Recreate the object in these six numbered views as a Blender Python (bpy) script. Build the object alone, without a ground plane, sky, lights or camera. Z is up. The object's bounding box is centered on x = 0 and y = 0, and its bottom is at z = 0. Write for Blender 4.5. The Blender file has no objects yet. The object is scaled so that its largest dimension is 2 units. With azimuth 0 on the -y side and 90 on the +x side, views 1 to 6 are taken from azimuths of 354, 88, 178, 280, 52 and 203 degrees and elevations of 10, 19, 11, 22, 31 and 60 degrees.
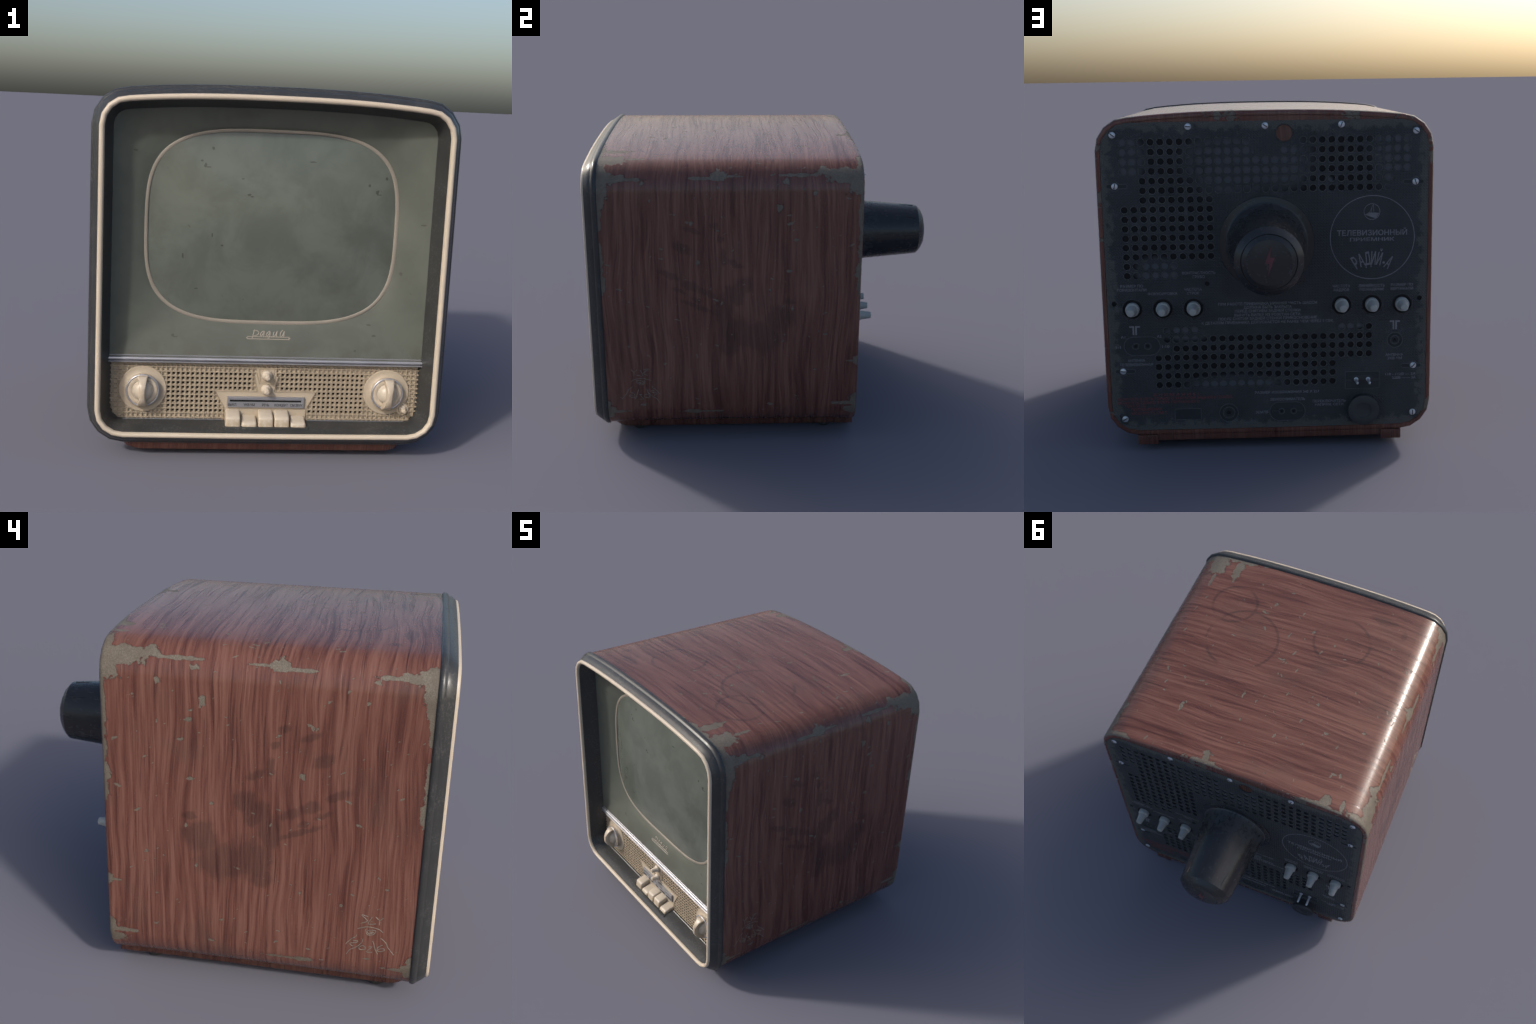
# Old wooden television set: veneered cabinet, moulded front frame, green glass panel with a
# bulging screen, ivory control strip, and a pressed-board back with a tube cap.
import bpy, bmesh, math, random
from mathutils import Vector, Matrix, noise as mnoise

random.seed(7)
TAU = 2 * math.pi
COLL = bpy.context.scene.collection

# ------------------------------------------------------------------ node helper
class Nodes:
    def __init__(self, name):
        self.mat = bpy.data.materials.new(name)
        self.mat.use_nodes = True
        self.t = self.mat.node_tree
        self.t.nodes.clear()
        self.out = self.t.nodes.new('ShaderNodeOutputMaterial')
        self.coord = self.t.nodes.new('ShaderNodeTexCoord').outputs['Object']

    def put(self, sock, v):
        if isinstance(v, bpy.types.NodeSocket):
            self.t.links.new(v, sock)
        elif sock.type == 'RGBA' and len(v) == 3:
            sock.default_value = (*v, 1)
        else:
            sock.default_value = v

    def m(self, op, a, b=None, c=None, clamp=False):
        n = self.t.nodes.new('ShaderNodeMath'); n.operation = op; n.use_clamp = clamp
        for i, v in enumerate((a, b, c)):
            if v is not None: self.put(n.inputs[i], v)
        return n.outputs[0]

    def v(self, op, a, b=None):
        n = self.t.nodes.new('ShaderNodeVectorMath'); n.operation = op
        self.put(n.inputs[0], a)
        if b is not None: self.put(n.inputs[1], b)
        return n.outputs['Value'] if op in ('LENGTH', 'DOT_PRODUCT', 'DISTANCE') else n.outputs['Vector']

    def sep(self, a):
        n = self.t.nodes.new('ShaderNodeSeparateXYZ'); self.put(n.inputs[0], a)
        return n.outputs

    def comb(self, x, y, z):
        n = self.t.nodes.new('ShaderNodeCombineXYZ')
        for i, v in enumerate((x, y, z)): self.put(n.inputs[i], v)
        return n.outputs[0]

    def noise(self, vec=None, scale=5., detail=2., rough=.5, distort=0., dims='3D'):
        n = self.t.nodes.new('ShaderNodeTexNoise'); n.noise_dimensions = dims
        self.put(n.inputs['Vector'], self.coord if vec is None else vec)
        for k, v in (('Scale', scale), ('Detail', detail), ('Roughness', rough), ('Distortion', distort)):
            self.put(n.inputs[k], v)
        return n.outputs['Fac']

    def voronoi(self, vec, scale=5., feature='F1', rnd=1.):
        n = self.t.nodes.new('ShaderNodeTexVoronoi'); n.feature = feature
        self.put(n.inputs['Vector'], vec); self.put(n.inputs['Scale'], scale); self.put(n.inputs['Randomness'], rnd)
        return n.outputs

    def ramp(self, fac, stops, interp='LINEAR'):
        n = self.t.nodes.new('ShaderNodeValToRGB'); cr = n.color_ramp; cr.interpolation = interp
        while len(cr.elements) < len(stops): cr.elements.new(.5)
        for e, (p, c) in zip(cr.elements, stops):
            e.position = p
            e.color = (*c, 1) if isinstance(c, (tuple, list)) else (c, c, c, 1)
        self.put(n.inputs[0], fac)
        return n.outputs[0]

    def range(self, v, a, b, lo=0., hi=1., smooth=True):
        n = self.t.nodes.new('ShaderNodeMapRange')
        n.interpolation_type = 'SMOOTHSTEP' if smooth else 'LINEAR'
        for i, x in enumerate((v, a, b, lo, hi)): self.put(n.inputs[i], x)
        return n.outputs[0]

    def mix(self, fac, a, b, mode='MIX'):
        n = self.t.nodes.new('ShaderNodeMix'); n.data_type = 'RGBA'; n.blend_type = mode
        self.put(n.inputs[0], fac); self.put(n.inputs[6], a); self.put(n.inputs[7], b)
        return n.outputs[2]

    def bump(self, h, strength=.3, dist=.002, normal=None):
        n = self.t.nodes.new('ShaderNodeBump')
        self.put(n.inputs['Height'], h); self.put(n.inputs['Strength'], strength); self.put(n.inputs['Distance'], dist)
        if normal is not None: self.put(n.inputs['Normal'], normal)
        return n.outputs[0]

    def geo(self, what='Normal'):
        return self.t.nodes.new('ShaderNodeNewGeometry').outputs[what]

    def done(self, color, rough=.5, metal=0., normal=None, spec=.5, coat=0., coat_rough=.1):
        p = self.t.nodes.new('ShaderNodeBsdfPrincipled')
        self.put(p.inputs['Base Color'], color); self.put(p.inputs['Roughness'], rough)
        self.put(p.inputs['Metallic'], metal); self.put(p.inputs['Specular IOR Level'], spec)
        self.put(p.inputs['Coat Weight'], coat); self.put(p.inputs['Coat Roughness'], coat_rough)
        if normal is not None: self.put(p.inputs['Normal'], normal)
        self.t.links.new(p.outputs[0], self.out.inputs[0])
        return self.mat

# ------------------------------------------------------------------ wood veneer
# worn-through places on each side panel (both sides are worn alike): y, z, half length, half height
SIDE_WEAR = [(.50, 1.545, .085, .085), (.41, 1.575, .12, .042), (.28, 1.597, .05, .022), (.15, 1.579, .12, .009),
             (.51, 1.40, .035, .13), (.515, 1.2, .034, .15), (.515, 1.05, .042, .06), (.52, .95, .05, .055),
             (.51, .505, .03, .03), (.485, .507, .045, .007), (.51, .25, .05, .055), (.44, .243, .08, .011),
             (.49, .2, .06, .03), (-.27, 1.580, .05, .026), (-.36, 1.565, .08, .008), (-.20, 1.574, .06, .006),
             (-.91, 1.56, .08, .05), (-.83, 1.565, .08, .022), (-.73, 1.56, .07, .009), (-.91, 1.48, .05, .085),
             (-.92, 1.36, .024, .1), (-.92, 1.14, .022, .08), (-.92, 1.0, .032, .09), (-.92, .21, .045, .06),
             (-.86, .203, .08, .010), (-.37, .198, .13, .007), (-.42, .198, .06, .013)]
# small chips in the side panels: y, z, half length, half height
SIDE_CHIPS = [(.09, 1.548, .022, .013), (.247, 1.485, .012, .014), (.054, 1.405, .017, .022), (.107, 1.368, .012, .006),
              (.115, 1.32, .018, .010), (.148, 1.228, .014, .008), (-.42, 1.325, .010, .011), (-.44, 1.327, .008, .008),
              (-.28, 1.283, .010, .007), (-.388, 1.105, .013, .016), (.109, 1.046, .018, .010), (.318, .671, .012, .008),
              (.078, .63, .008, .009), (.006, .244, .018, .006), (-.581, .506, .011, .007), (-.712, .247, .022, .005),
              (.128, .824, .008, .011), (-.257, .864, .006, .012), (-.40, .544, .006, .013), (-.78, .61, .010, .008),
              (-.641, 1.449, .008, .011), (.006, .94, .009, .010), (.226, .662, .007, .006), (.265, .457, .007, .006),
              (-.303, .337, .010, .005), (-.677, 1.541, .014, .012), (-.276, 1.517, .006, .010), (.25, 1.30, .006, .006)]
# worn places along the top edges: x, y, half width, half depth
TOP_WEAR = [(.16, .505, .13, .028), (.16, .455, .022, .045), (-.50, .508, .17, .026), (-.54, .455, .028, .034),
            (-.63, .455, .012, .036), (-.74, .50, .09, .05), (.68, .505, .07, .032), (.56, -.925, .22, .034),
            (.66, -.85, .06, .09), (.53, -.85, .03, .085), (.655, -.72, .010, .075), (.525, -.79, .013, .055)]
TOP_CHIPS = [(.243, -.581, .022, .008), (.201, -.66, .006, .014), (.136, -.775, .010, .008), (-.078, -.547, .006, .014),
             (.021, -.296, .020, .007), (.131, .01, .009, .026), (.427, .20, .010, .034), (.391, .006, .016, .007),
             (.355, .02, .010, .006), (.568, .13, .008, .009), (.351, -.359, .012, .005), (-.524, .297, .012, .008),
             (-.56, .29, .008, .014), (.081, .167, .007, .009), (.134, .437, .010, .007), (.533, -.056, .012, .006),
             (-.283, -.085, .010, .007), (-.582, -.008, .006, .012), (-.393, .075, .012, .006), (-.314, -.432, .010, .005),
             (.03, .313, .006, .005), (.043, .029, .006, .014), (-.294, .192, .007, .005)]
# splashes of dark stain on the sides: y, z, half length, half height
STAINS = [(-.14, .965, .055, .05), (-.195, .92, .06, .055), (-.17, .875, .03, .03), (-.05, .66, .13, .10), (-.17, .70, .10, .11), (-.255, .82, .055, .09),
          (.06, .77, .09, .08), (-.22, .60, .06, .05), (-.268, 1.238, .020, .022), (-.30, 1.31, .025, .02), (.11, .87, .04, .02), (-.25, 1.13, .02, .05)]
# slanted smears, rising to the front: y, z, half length, half thickness
FINGERS = [(-.345, .925, .058, .026), (-.43, .968, .060, .030), (-.54, 1.03, .070, .022), (-.47, 1.185, .062, .032), (-.40, .885, .03, .012), (-.485, .935, .05, .012),
           (-.36, .83, .16, .014), (-.18, 1.09, .05, .02), (-.42, 1.285, .05, .018)]


def wood(name, worn=True, dark=1.):
    N = Nodes(name)
    x, y, z = N.sep(N.coord)
    nx, ny, nz = N.sep(N.geo('Normal'))
    end = N.m('GREATER_THAN', N.m('ABSOLUTE', ny), .7)
    sgn = N.m('SIGN', x)
    ax = N.m('ABSOLUTE', x)
    # s runs along the grain: up one side, over the top, down the other side
    s = N.m('ADD', x, N.m('MULTIPLY', sgn, N.m('SUBTRACT', 1.66, z)))
    inv = N.m('SUBTRACT', 1., end)
    across = N.m('ADD', N.m('MULTIPLY', y, inv), N.m('MULTIPLY', x, end))
    along = N.m('ADD', N.m('MULTIPLY', s, inv), N.m('MULTIPLY', z, end))
    w1 = N.noise(N.comb(N.m('MULTIPLY', across, 3.), N.m('MULTIPLY', along, 1.1), 3.1), 1., 2., .5)
    w2 = N.noise(N.comb(N.m('MULTIPLY', across, 14.), N.m('MULTIPLY', along, 2.4), 7.7), 1., 2., .5)
    wa = N.m('ADD', across, N.m('ADD', N.m('MULTIPLY', w1, .11), N.m('MULTIPLY', w2, .013)))
    g1 = N.noise(N.comb(N.m('MULTIPLY', wa, 44.), N.m('MULTIPLY', along, 1.2), 0.), 1., 6., .64)
    g2 = N.noise(N.comb(N.m('MULTIPLY', wa, 11.), N.m('MULTIPLY', along, 1.), 5.), 1., 3., .55)
    g3 = N.noise(N.comb(N.m('MULTIPLY', wa, 150.), N.m('MULTIPLY', along, 3.5), 9.), 1., 2., .5)
    g4 = N.noise(N.comb(N.m('MULTIPLY', across, 700.), N.m('MULTIPLY', along, 60.), 2.), 1., 1., .5)
    g = N.m('ADD', N.m('ADD', N.m('MULTIPLY', g1, .50), N.m('MULTIPLY', g2, .21)),
            N.m('ADD', N.m('MULTIPLY', g3, .27), N.m('MULTIPLY', g4, .07)))
    d = dark
    col = N.ramp(g, [(.39, (.056 * d, .0195 * d, .015 * d)), (.45, (.093 * d, .0345 * d, .0255 * d)),
                     (.51, (.136 * d, .055 * d, .0405 * d)), (.60, (.192 * d, .089 * d, .066 * d))])
    # dark pores: broken thin streaks
    pore = N.noise(N.comb(N.m('MULTIPLY', wa, 80.), N.m('MULTIPLY', along, 1.9), 21.), 1., 3., .6)
    streak = N.range(pore, .585, .68)
    band = N.range(N.noise(N.comb(N.m('MULTIPLY', wa, 17.), N.m('MULTIPLY', along, 1.3), 33.), 1., 3., .55), .57, .70)
    col = N.mix(N.m('MULTIPLY', band, .55), col, (.068 * d, .022 * d, .018 * d))
    col = N.mix(N.m('MULTIPLY', streak, .6), col, (.045 * d, .016 * d, .014 * d))
    dirt = N.range(N.noise(N.coord, 3.2, 4., .6), .52, .72)
    col = N.mix(N.m('MULTIPLY', dirt, .28), col, (.085, .06, .048))
    h = N.m('SUBTRACT', N.m('MULTIPLY', g, .5), N.m('MULTIPLY', streak, .25))
    rough = N.range(g, .35, .65, .31, .22)
    if worn:
        A = N.comb(ax, y, z)
        jag = N.noise(N.comb(ax, N.m('MULTIPLY', y, 1.), z), 26., 5., .66)
        jag2 = N.noise(N.comb(x, y, z), 9., 2., .5)
        jit = N.m('ADD', N.m('MULTIPLY', N.m('SUBTRACT', jag, .5), 2.1), N.m('MULTIPLY', N.m('SUBTRACT', jag2, .5), .55))

        def field(P, spots):
            f = None
            for c, r in spots:
                q = N.v('LENGTH', N.v('MULTIPLY', N.v('SUBTRACT', P, c), tuple(1 / k for k in r)))
                f = q if f is None else N.m('MINIMUM', f, q)
            return f
        big = field(A, [((.80, a, b), (.10, c, e)) for a, b, c, e in SIDE_WEAR] +
                    [((.79, .505, 1.59), (.075, .045, .075))])
        top = field(N.coord, [((a, b, 1.66), (c, e, .06)) for a, b, c, e in TOP_WEAR] +
                    [((.76, -.92, 1.61), (.10, .05, .08)), ((.72, -.92, 1.63), (.12, .05, .08))])
        big = N.m('MINIMUM', big, top)
        wear = N.range(N.m('ADD', big, jit), 1.0, .95)
        wn = N.t.nodes.new('ShaderNodeTexNoise'); wn.inputs['Scale'].default_value = 34.; wn.inputs['Detail'].default_value = 1.
        N.put(wn.inputs['Vector'], N.coord)
        shake = N.v('MULTIPLY', N.v('SUBTRACT', wn.outputs['Color'], (.5, .5, .5)), (.0, .032, .032))
        shake_top = N.v('MULTIPLY', N.v('SUBTRACT', wn.outputs['Color'], (.5, .5, .5)), (.03, .03, .0))
        small = N.m('MINIMUM', field(N.v('ADD', A, shake), [((.80, a, b), (.06, c, e)) for a, b, c, e in SIDE_CHIPS]),
                    field(N.v('ADD', N.coord, shake_top), [((a, b, 1.665), (c, e, .06)) for a, b, c, e in TOP_CHIPS]))
        jit3 = N.m('MULTIPLY', N.m('SUBTRACT', N.noise(N.coord, 70., 2., .5), .5), 1.1)
        chip = N.range(N.m('ADD', small, jit3), 1.0, .9)
        # scattered tiny flakes, random size, slightly turned
        fl = None
        for slant, stretch, sc, share, big_r in ((.3, 3.0, 11., .72, .20), (-.8, 2.6, 19., .74, .18), (1.7, .40, 15., .76, .18)):
            vv = N.comb(N.m('MULTIPLY_ADD', along, slant, across), N.m('MULTIPLY', N.m('MULTIPLY_ADD', across, -slant, along), stretch), sc)
            vo = N.voronoi(vv, sc)
            pick = N.sep(vo['Color'])
            rad = N.m('MULTIPLY', N.m('GREATER_THAN', pick[0], share), N.m('MULTIPLY', N.m('POWER', pick[1], 2.), big_r))
            f1 = N.m('LESS_THAN', vo['Distance'], N.m('MULTIPLY', N.m('ADD', rad, .012), N.m('MULTIPLY', N.m('GREATER_THAN', pick[0], share), N.m('MULTIPLY', N.noise(N.coord, 80., 1., .5), 2.))))
            fl = f1 if fl is None else N.m('MAXIMUM', fl, f1)
        fl = N.m('MULTIPLY', fl, inv)
        keep = N.m('MAXIMUM', inv, N.m('MAXIMUM', N.m('LESS_THAN', z, .17), N.range(N.noise(N.coord, 9., 3., .6), .55, .58)))
        wear = N.m('MULTIPLY', wear, keep)
        mask = N.m('MAXIMUM', N.m('MAXIMUM', wear, chip), fl)
        soft = N.v('MULTIPLY', N.v('SUBTRACT', wn.outputs['Color'], (.5, .5, .5)), (.0, .03, .03))
        P2 = N.v('ADD', A, soft)
        py, pz = N.sep(P2)[1:]
        turned = N.comb(N.m('SUBTRACT', N.m('MULTIPLY', pz, .40), N.m('MULTIPLY', py, .917)), N.m('ADD', N.m('MULTIPLY', py, .40), N.m('MULTIPLY', pz, .917)), 0.)
        st = N.m('MINIMUM', field(P2, [((.80, a, b), (.12, c, e)) for a, b, c, e in STAINS]),
                 field(turned, [((b * .40 - a * .917, a * .40 + b * .917, 0.), (c, e, 9.)) for a, b, c, e in FINGERS]))
        sj = N.m('MULTIPLY', N.m('SUBTRACT', N.noise(A, 11., 3., .5), .5), 1.1)
        stain = N.m('MULTIPLY', N.range(N.m('ADD', st, sj), 1.24, .62), .78)
        # cup rings on the top
        ring = None
        for cx, cy, r in ((.44, -.578, .135), (.294, -.346, .212), (-.258, -.54, .165)):
            q = N.m('ABSOLUTE', N.m('SUBTRACT', N.v('LENGTH', N.v('MULTIPLY', N.v('SUBTRACT', N.coord, (cx, cy, 1.66)), (1., 1., .2))), r))
            ring = q if ring is None else N.m('MINIMUM', ring, q)
        ring = N.m('MULTIPLY', N.range(ring, .011, .005), N.range(N.noise(N.coord, 5.5, 2., .5), .36, .50))
        ring = N.m('MULTIPLY', ring, N.m('GREATER_THAN', z, 1.6))
        blot = field(N.coord, [((-.425, -.79, 1.66), (.10, .03, .1)), ((-.58, -.722, 1.66), (.02, .035, .1))])
        blot = N.range(N.m('ADD', blot, sj), 1.1, .8)
        stain = N.m('MAXIMUM', stain, N.m('MULTIPLY', N.m('MAXIMUM', ring, N.m('MULTIPLY', blot, .7)), .85))
        col = N.mix(stain, col, (.60, .66, .68), 'MULTIPLY')
        grit = N.noise(N.coord, 190., 2., .6)
        bare = N.ramp(grit, [(.32, (.095, .080, .061)), (.52, (.148, .126, .098)), (.72, (.205, .180, .145))])
        bare = N.mix(N.m('MULTIPLY', N.range(N.noise(N.coord, 13., 4., .65), .42, .66), .5), bare, (.100, .078, .056))
        # a rim of splintered red under the veneer edge
        rim = N.m('SUBTRACT', N.range(N.m('ADD', big, jit), 1.13, 1.05), wear, None, True)
        col = N.mix(N.m('MULTIPLY', rim, .45), col, (.13, .032, .026))
        col = N.mix(mask, col, bare)
        h = N.m('ADD', N.m('MULTIPLY', h, N.m('SUBTRACT', 1., mask)), N.m('MULTIPLY', mask, N.m('MULTIPLY', grit, .5)))
        rough = N.m('ADD', N.m('MULTIPLY', rough, N.m('SUBTRACT', 1., mask)), N.m('MULTIPLY', mask, .55))
    nrm = N.bump(h, .6, .0022)
    if worn: nrm = N.bump(N.m('MULTIPLY', mask, -1.), .9, .006, nrm)
    return N.done(col, rough, 0., nrm, .5)

# ------------------------------------------------------------------ other materials
def plain(name, color, rough=.5, metal=0., vary=.12, scale=8., grain=.06, spec=.5, wear=None, wear_amt=0., bump=.0, wear_lo=.58, edge=None):
    """colour with soft cloudy variation, fine grain and optional lighter/darker worn patches"""
    N = Nodes(name)
    c = N.noise(N.coord, scale, 4., .6)
    k = N.range(c, .3, .7, 1 - vary, 1 + vary, False)
    f = N.noise(N.coord, 240., 2., .5)
    k = N.m('MULTIPLY', k, N.range(f, .3, .7, 1 - grain, 1 + grain, False))
    col = N.v('SCALE', color) if False else N.mix(1., color, N.comb(k, k, k), 'MULTIPLY')
    r = rough
    if wear is not None:
        w = N.range(N.noise(N.coord, scale * 3.3, 6., .68), wear_lo, wear_lo + .12)
        col = N.mix(N.m('MULTIPLY', w, wear_amt), col, wear)
        r = N.m('MULTIPLY_ADD', w, .15, rough)
    if edge is not None:                                    # grime rubbed along the edges
        e = N.m('MULTIPLY', N.range(N.geo('Pointiness'), .525, .58), N.range(N.noise(N.coord, scale * 4, 3., .6), .3, .6))
        col = N.mix(N.m('MULTIPLY', e, .6), col, edge)
    return N.done(col, r, metal, N.bump(f, bump, .001) if bump else None, spec)


def frame_plastic():
    """dark moulded plastic with scuffed, paler edges"""
    N = Nodes('scuffed_dark_plastic')
    sc = N.noise(N.coord, 95., 5., .72)
    fib = N.noise(N.v('MULTIPLY', N.coord, (1., 3., 1.)), 120., 3., .65)
    edge = N.geo('Pointiness')
    scuff = N.range(N.m('ADD', N.m('MULTIPLY', sc, .6), N.m('MULTIPLY', fib, .4)), .49, .60)
    big = N.range(N.noise(N.coord, 9., 4., .65), .38, .60)
    col = N.mix(N.m('MULTIPLY', N.m('MULTIPLY', scuff, big), .6), (.033, .034, .035), (.105, .105, .098))
    rough = N.m('MULTIPLY_ADD', scuff, .18, .30)
    return N.done(col, rough, 0., N.bump(sc, .06, .001), .5)


# dark nicks in panel and screen: x, z, half width, half height
NICKS = [(-.280, 1.399, .006, .006), (-.328, 1.344, .007, .006), (-.312, 1.324, .007, .010), (-.298, 1.317, .012, .003), (-.114, 1.202, .010, .006), (-.104, 1.194, .010, .006),
         (.468, 1.229, .008, .009), (.476, 1.219, .010, .003), (.509, 1.292, .006, .006), (.429, 1.260, .005, .005), (-.434, .554, .007, .008), (-.424, .546, .010, .003),
         (.403, .500, .005, .006), (.684, 1.091, .014, .004), (-.401, .915, .004, .010), (-.273, 1.015, .004, .009), (-.228, .972, .006, .004), (-.145, 1.271, .008, .003),
         (.164, 1.356, .016, .003), (-.337, .768, .007, .004), (.464, .616, .010, .004), (.490, .567, .008, .006), (-.62, 1.38, .008, .004), (.60, .86, .006, .009)]


def glass_panel(name, a, b, rough):
    N = Nodes(name)
    c1 = N.noise(N.coord, 4.5, 5., .62, .4)
    col = N.mix(N.range(c1, .34, .66), a, b)
    grime = N.range(N.noise(N.coord, 2.6, 5., .65), .53, .68)
    col = N.mix(N.m('MULTIPLY', grime, .35), col, (.062, .063, .053))
    x, y, z = N.sep(N.coord)
    low = N.m('MULTIPLY', N.range(z, .56, .46), N.range(N.noise(N.coord, 11., 5., .7), .42, .62))
    col = N.mix(N.m('MULTIPLY', low, .6), col, (.06, .056, .046))
    # dark nicks and scratches
    vo = N.voronoi(N.v('MULTIPLY', N.coord, (1., .1, 1.)), 9.)
    pk = N.sep(vo['Color'])
    nick = N.m('LESS_THAN', vo['Distance'], N.m('MULTIPLY', N.m('GREATER_THAN', pk[0], .52), N.m('MULTIPLY', pk[1], N.m('MULTIPLY', N.noise(N.coord, 45., 2., .6), .27))))
    px = N.m('ADD', N.m('MULTIPLY', x, .74), N.m('MULTIPLY', z, .67))
    pz = N.m('SUBTRACT', N.m('MULTIPLY', x, .67), N.m('MULTIPLY', z, .74))
    sv = N.voronoi(N.comb(N.m('MULTIPLY', px, 3.), N.m('MULTIPLY', pz, .8), 0.), 7.)
    sp = N.sep(sv['Color'])
    scr = N.m('LESS_THAN', sv['Distance'], N.m('MULTIPLY', N.m('GREATER_THAN', sp[0], .86), .05))
    f = None
    for cx, cz, a, b in NICKS:
        q = N.v('LENGTH', N.v('MULTIPLY', N.v('SUBTRACT', N.coord, (cx, -.86, cz)), (1 / a, 0., 1 / b)))
        f = q if f is None else N.m('MINIMUM', f, q)
    f = N.m('ADD', f, N.m('MULTIPLY', N.m('SUBTRACT', N.noise(N.coord, 75., 2., .6), .5), 2.2))
    nick = N.m('MAXIMUM', nick, N.range(f, 1.15, .7))
    col = N.mix(N.m('MULTIPLY', N.m('MAXIMUM', nick, N.m('MULTIPLY', scr, .5)), .7), col, (.035, .034, .028))
    return N.done(col, N.m('MULTIPLY_ADD', c1, .15, rough), 0., N.bump(N.noise(N.coord, 120., 3., .6), .03, .001), .5)


def pressed_board(name='pressed_board'):
    """dark back board with a diagonal basket weave, dusty along its rim"""
    N = Nodes(name)
    x, y, z = N.sep(N.coord)
    u = N.m('MULTIPLY', N.m('ADD', x, z), 70.7)
    v = N.m('MULTIPLY', N.m('SUBTRACT', x, z), 70.7)
    cu, cv = N.m('FLOOR', u), N.m('FLOOR', v)
    chk = N.m('FLOORED_MODULO', N.m('ADD', cu, cv), 2.)
    fu = N.m('ABSOLUTE', N.m('SUBTRACT', N.m('FRACT', u), .5))
    fv = N.m('ABSOLUTE', N.m('SUBTRACT', N.m('FRACT', v), .5))
    wv = N.m('ADD', N.m('MULTIPLY', fu, chk), N.m('MULTIPLY', fv, N.m('SUBTRACT', 1., chk)))
    strand = N.range(wv, .18, .48, 1., 0.)
    c = N.noise(N.coord, 6., 5., .65)
    col = N.mix(N.range(c, .35, .65), (.042, .045, .049), (.055, .058, .063))
    col = N.mix(N.m('MULTIPLY', N.range(wv, .34, .5), .75), col, (.016, .018, .022))
    ax = N.m('ABSOLUTE', x)
    edge = N.m('MINIMUM', N.m('SUBTRACT', .775, ax), N.m('MINIMUM', N.m('SUBTRACT', 1.62, z), N.m('SUBTRACT', z, .105)))
    dusty = N.noise(N.coord, 24., 6., .72)
    rim = N.range(N.m('SUBTRACT', N.m('MULTIPLY', dusty, .20), edge), .05, .075)
    col = N.mix(N.m('MULTIPLY', rim, .75), col, (.105, .108, .098))
    sp = N.noise(N.v('MULTIPLY', N.coord, (2.5, 1., 1.)), 9., 5., .7)
    col = N.mix(N.m('MULTIPLY', N.range(sp, .61, .70), .5), col, (.090, .095, .095))
    return N.done(col, .62, 0., N.bump(strand, .7, .0024), .35)


def behind_board():
    """what shows through the perforations: near-black with paler blotches"""
    N = Nodes('blotchy_backing')
    f = None
    for c in ((.14, 1.42, .20, .14), (-.03, 1.44, .17, .13), (-.62, 1.44, .10, .16), (.65, 1.46, .065, .11),
              (.52, .90, .10, .06), (.16, .33, .20, .04), (-.30, 1.33, .02, .02), (.40, .60, .1, .04), (-.40, .62, .07, .02)):
        q = N.v('LENGTH', N.v('MULTIPLY', N.v('SUBTRACT', N.coord, (c[0], .49, c[1])), (1 / c[2], 0., 1 / c[3])))
        f = q if f is None else N.m('MINIMUM', f, q)
    k = N.range(N.m('ADD', f, N.m('MULTIPLY', N.m('SUBTRACT', N.noise(N.coord, 7., 2., .5), .5), .8)), 1.5, .6)
    col = N.mix(k, (.005, .005, .006), (.098, .105, .118))
    return N.done(col, .6, 0., None, .3)


def tube_black():
    N = Nodes('dusty_black_bakelite')
    x, y, z = N.sep(N.coord)
    n = N.noise(N.coord, 30., 6., .72)
    n2 = N.noise(N.v('MULTIPLY', N.coord, (1., .35, 1.)), 70., 4., .7)
    root = N.range(y, .78, .50)
    d = N.range(N.m('ADD', N.m('MULTIPLY', N.m('ADD', N.m('MULTIPLY', n, .6), N.m('MULTIPLY', n2, .4)), 1.), N.m('MULTIPLY', N.m('MULTIPLY', root, N.m('GREATER_THAN', y, .519)), .16)), .56, .70)
    col = N.mix(N.m('MULTIPLY', d, .6), (.024, .025, .027), (.090, .093, .098))
    return N.done(col, N.m('MULTIPLY_ADD', d, .3, .27), 0., N.bump(n, .08, .001), .5)


WOOD = wood('worn_red_veneer')
WOOD_BASE = wood('red_plinth_wood', worn=False, dark=.8)
FRAME = frame_plastic()
BEAD = plain('cream_bead', (.505, .43, .34), .42, vary=.04, scale=6., grain=.02, bump=.02)
IVORY = plain('ivory_plastic', (.405, .338, .255), .45, vary=.07, scale=12., grain=.03, wear=(.34, .25, .15), wear_amt=.35)
IVORY_DEEP = plain('pale_ivory_recess', (.40, .335, .25), .6, vary=.12, scale=30.)
IVORY_TAN = plain('tan_ivory_ribs', (.315, .258, .188), .5, vary=.12, scale=20.)  # ivory tinted browner to bake in the shading on the rib sides
IVORY_PALE = plain('pale_ivory_plastic', (.48, .418, .338), .36, edge=(.30, .215, .125), vary=.08, scale=14., grain=.03, wear=(.42, .32, .20), wear_amt=.4)
GLASS = glass_panel('grimy_green_panel', (.074, .083, .068), (.091, .101, .083), .42)
SCREEN = glass_panel('grey_green_screen', (.086, .098, .083), (.109, .124, .106), .16)
SCREEN_RING = plain('dull_beige_ring', (.225, .200, .166), .5, vary=.12, scale=6.)
CHROME = plain('tarnished_chrome', (.42, .42, .45), .36, .7, vary=.1, scale=10., grain=.03, bump=.02)
SILL_GLINT = plain('sill_glint_metal', (.20, .20, .205), .28, .6, vary=.1, bump=0)
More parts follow.
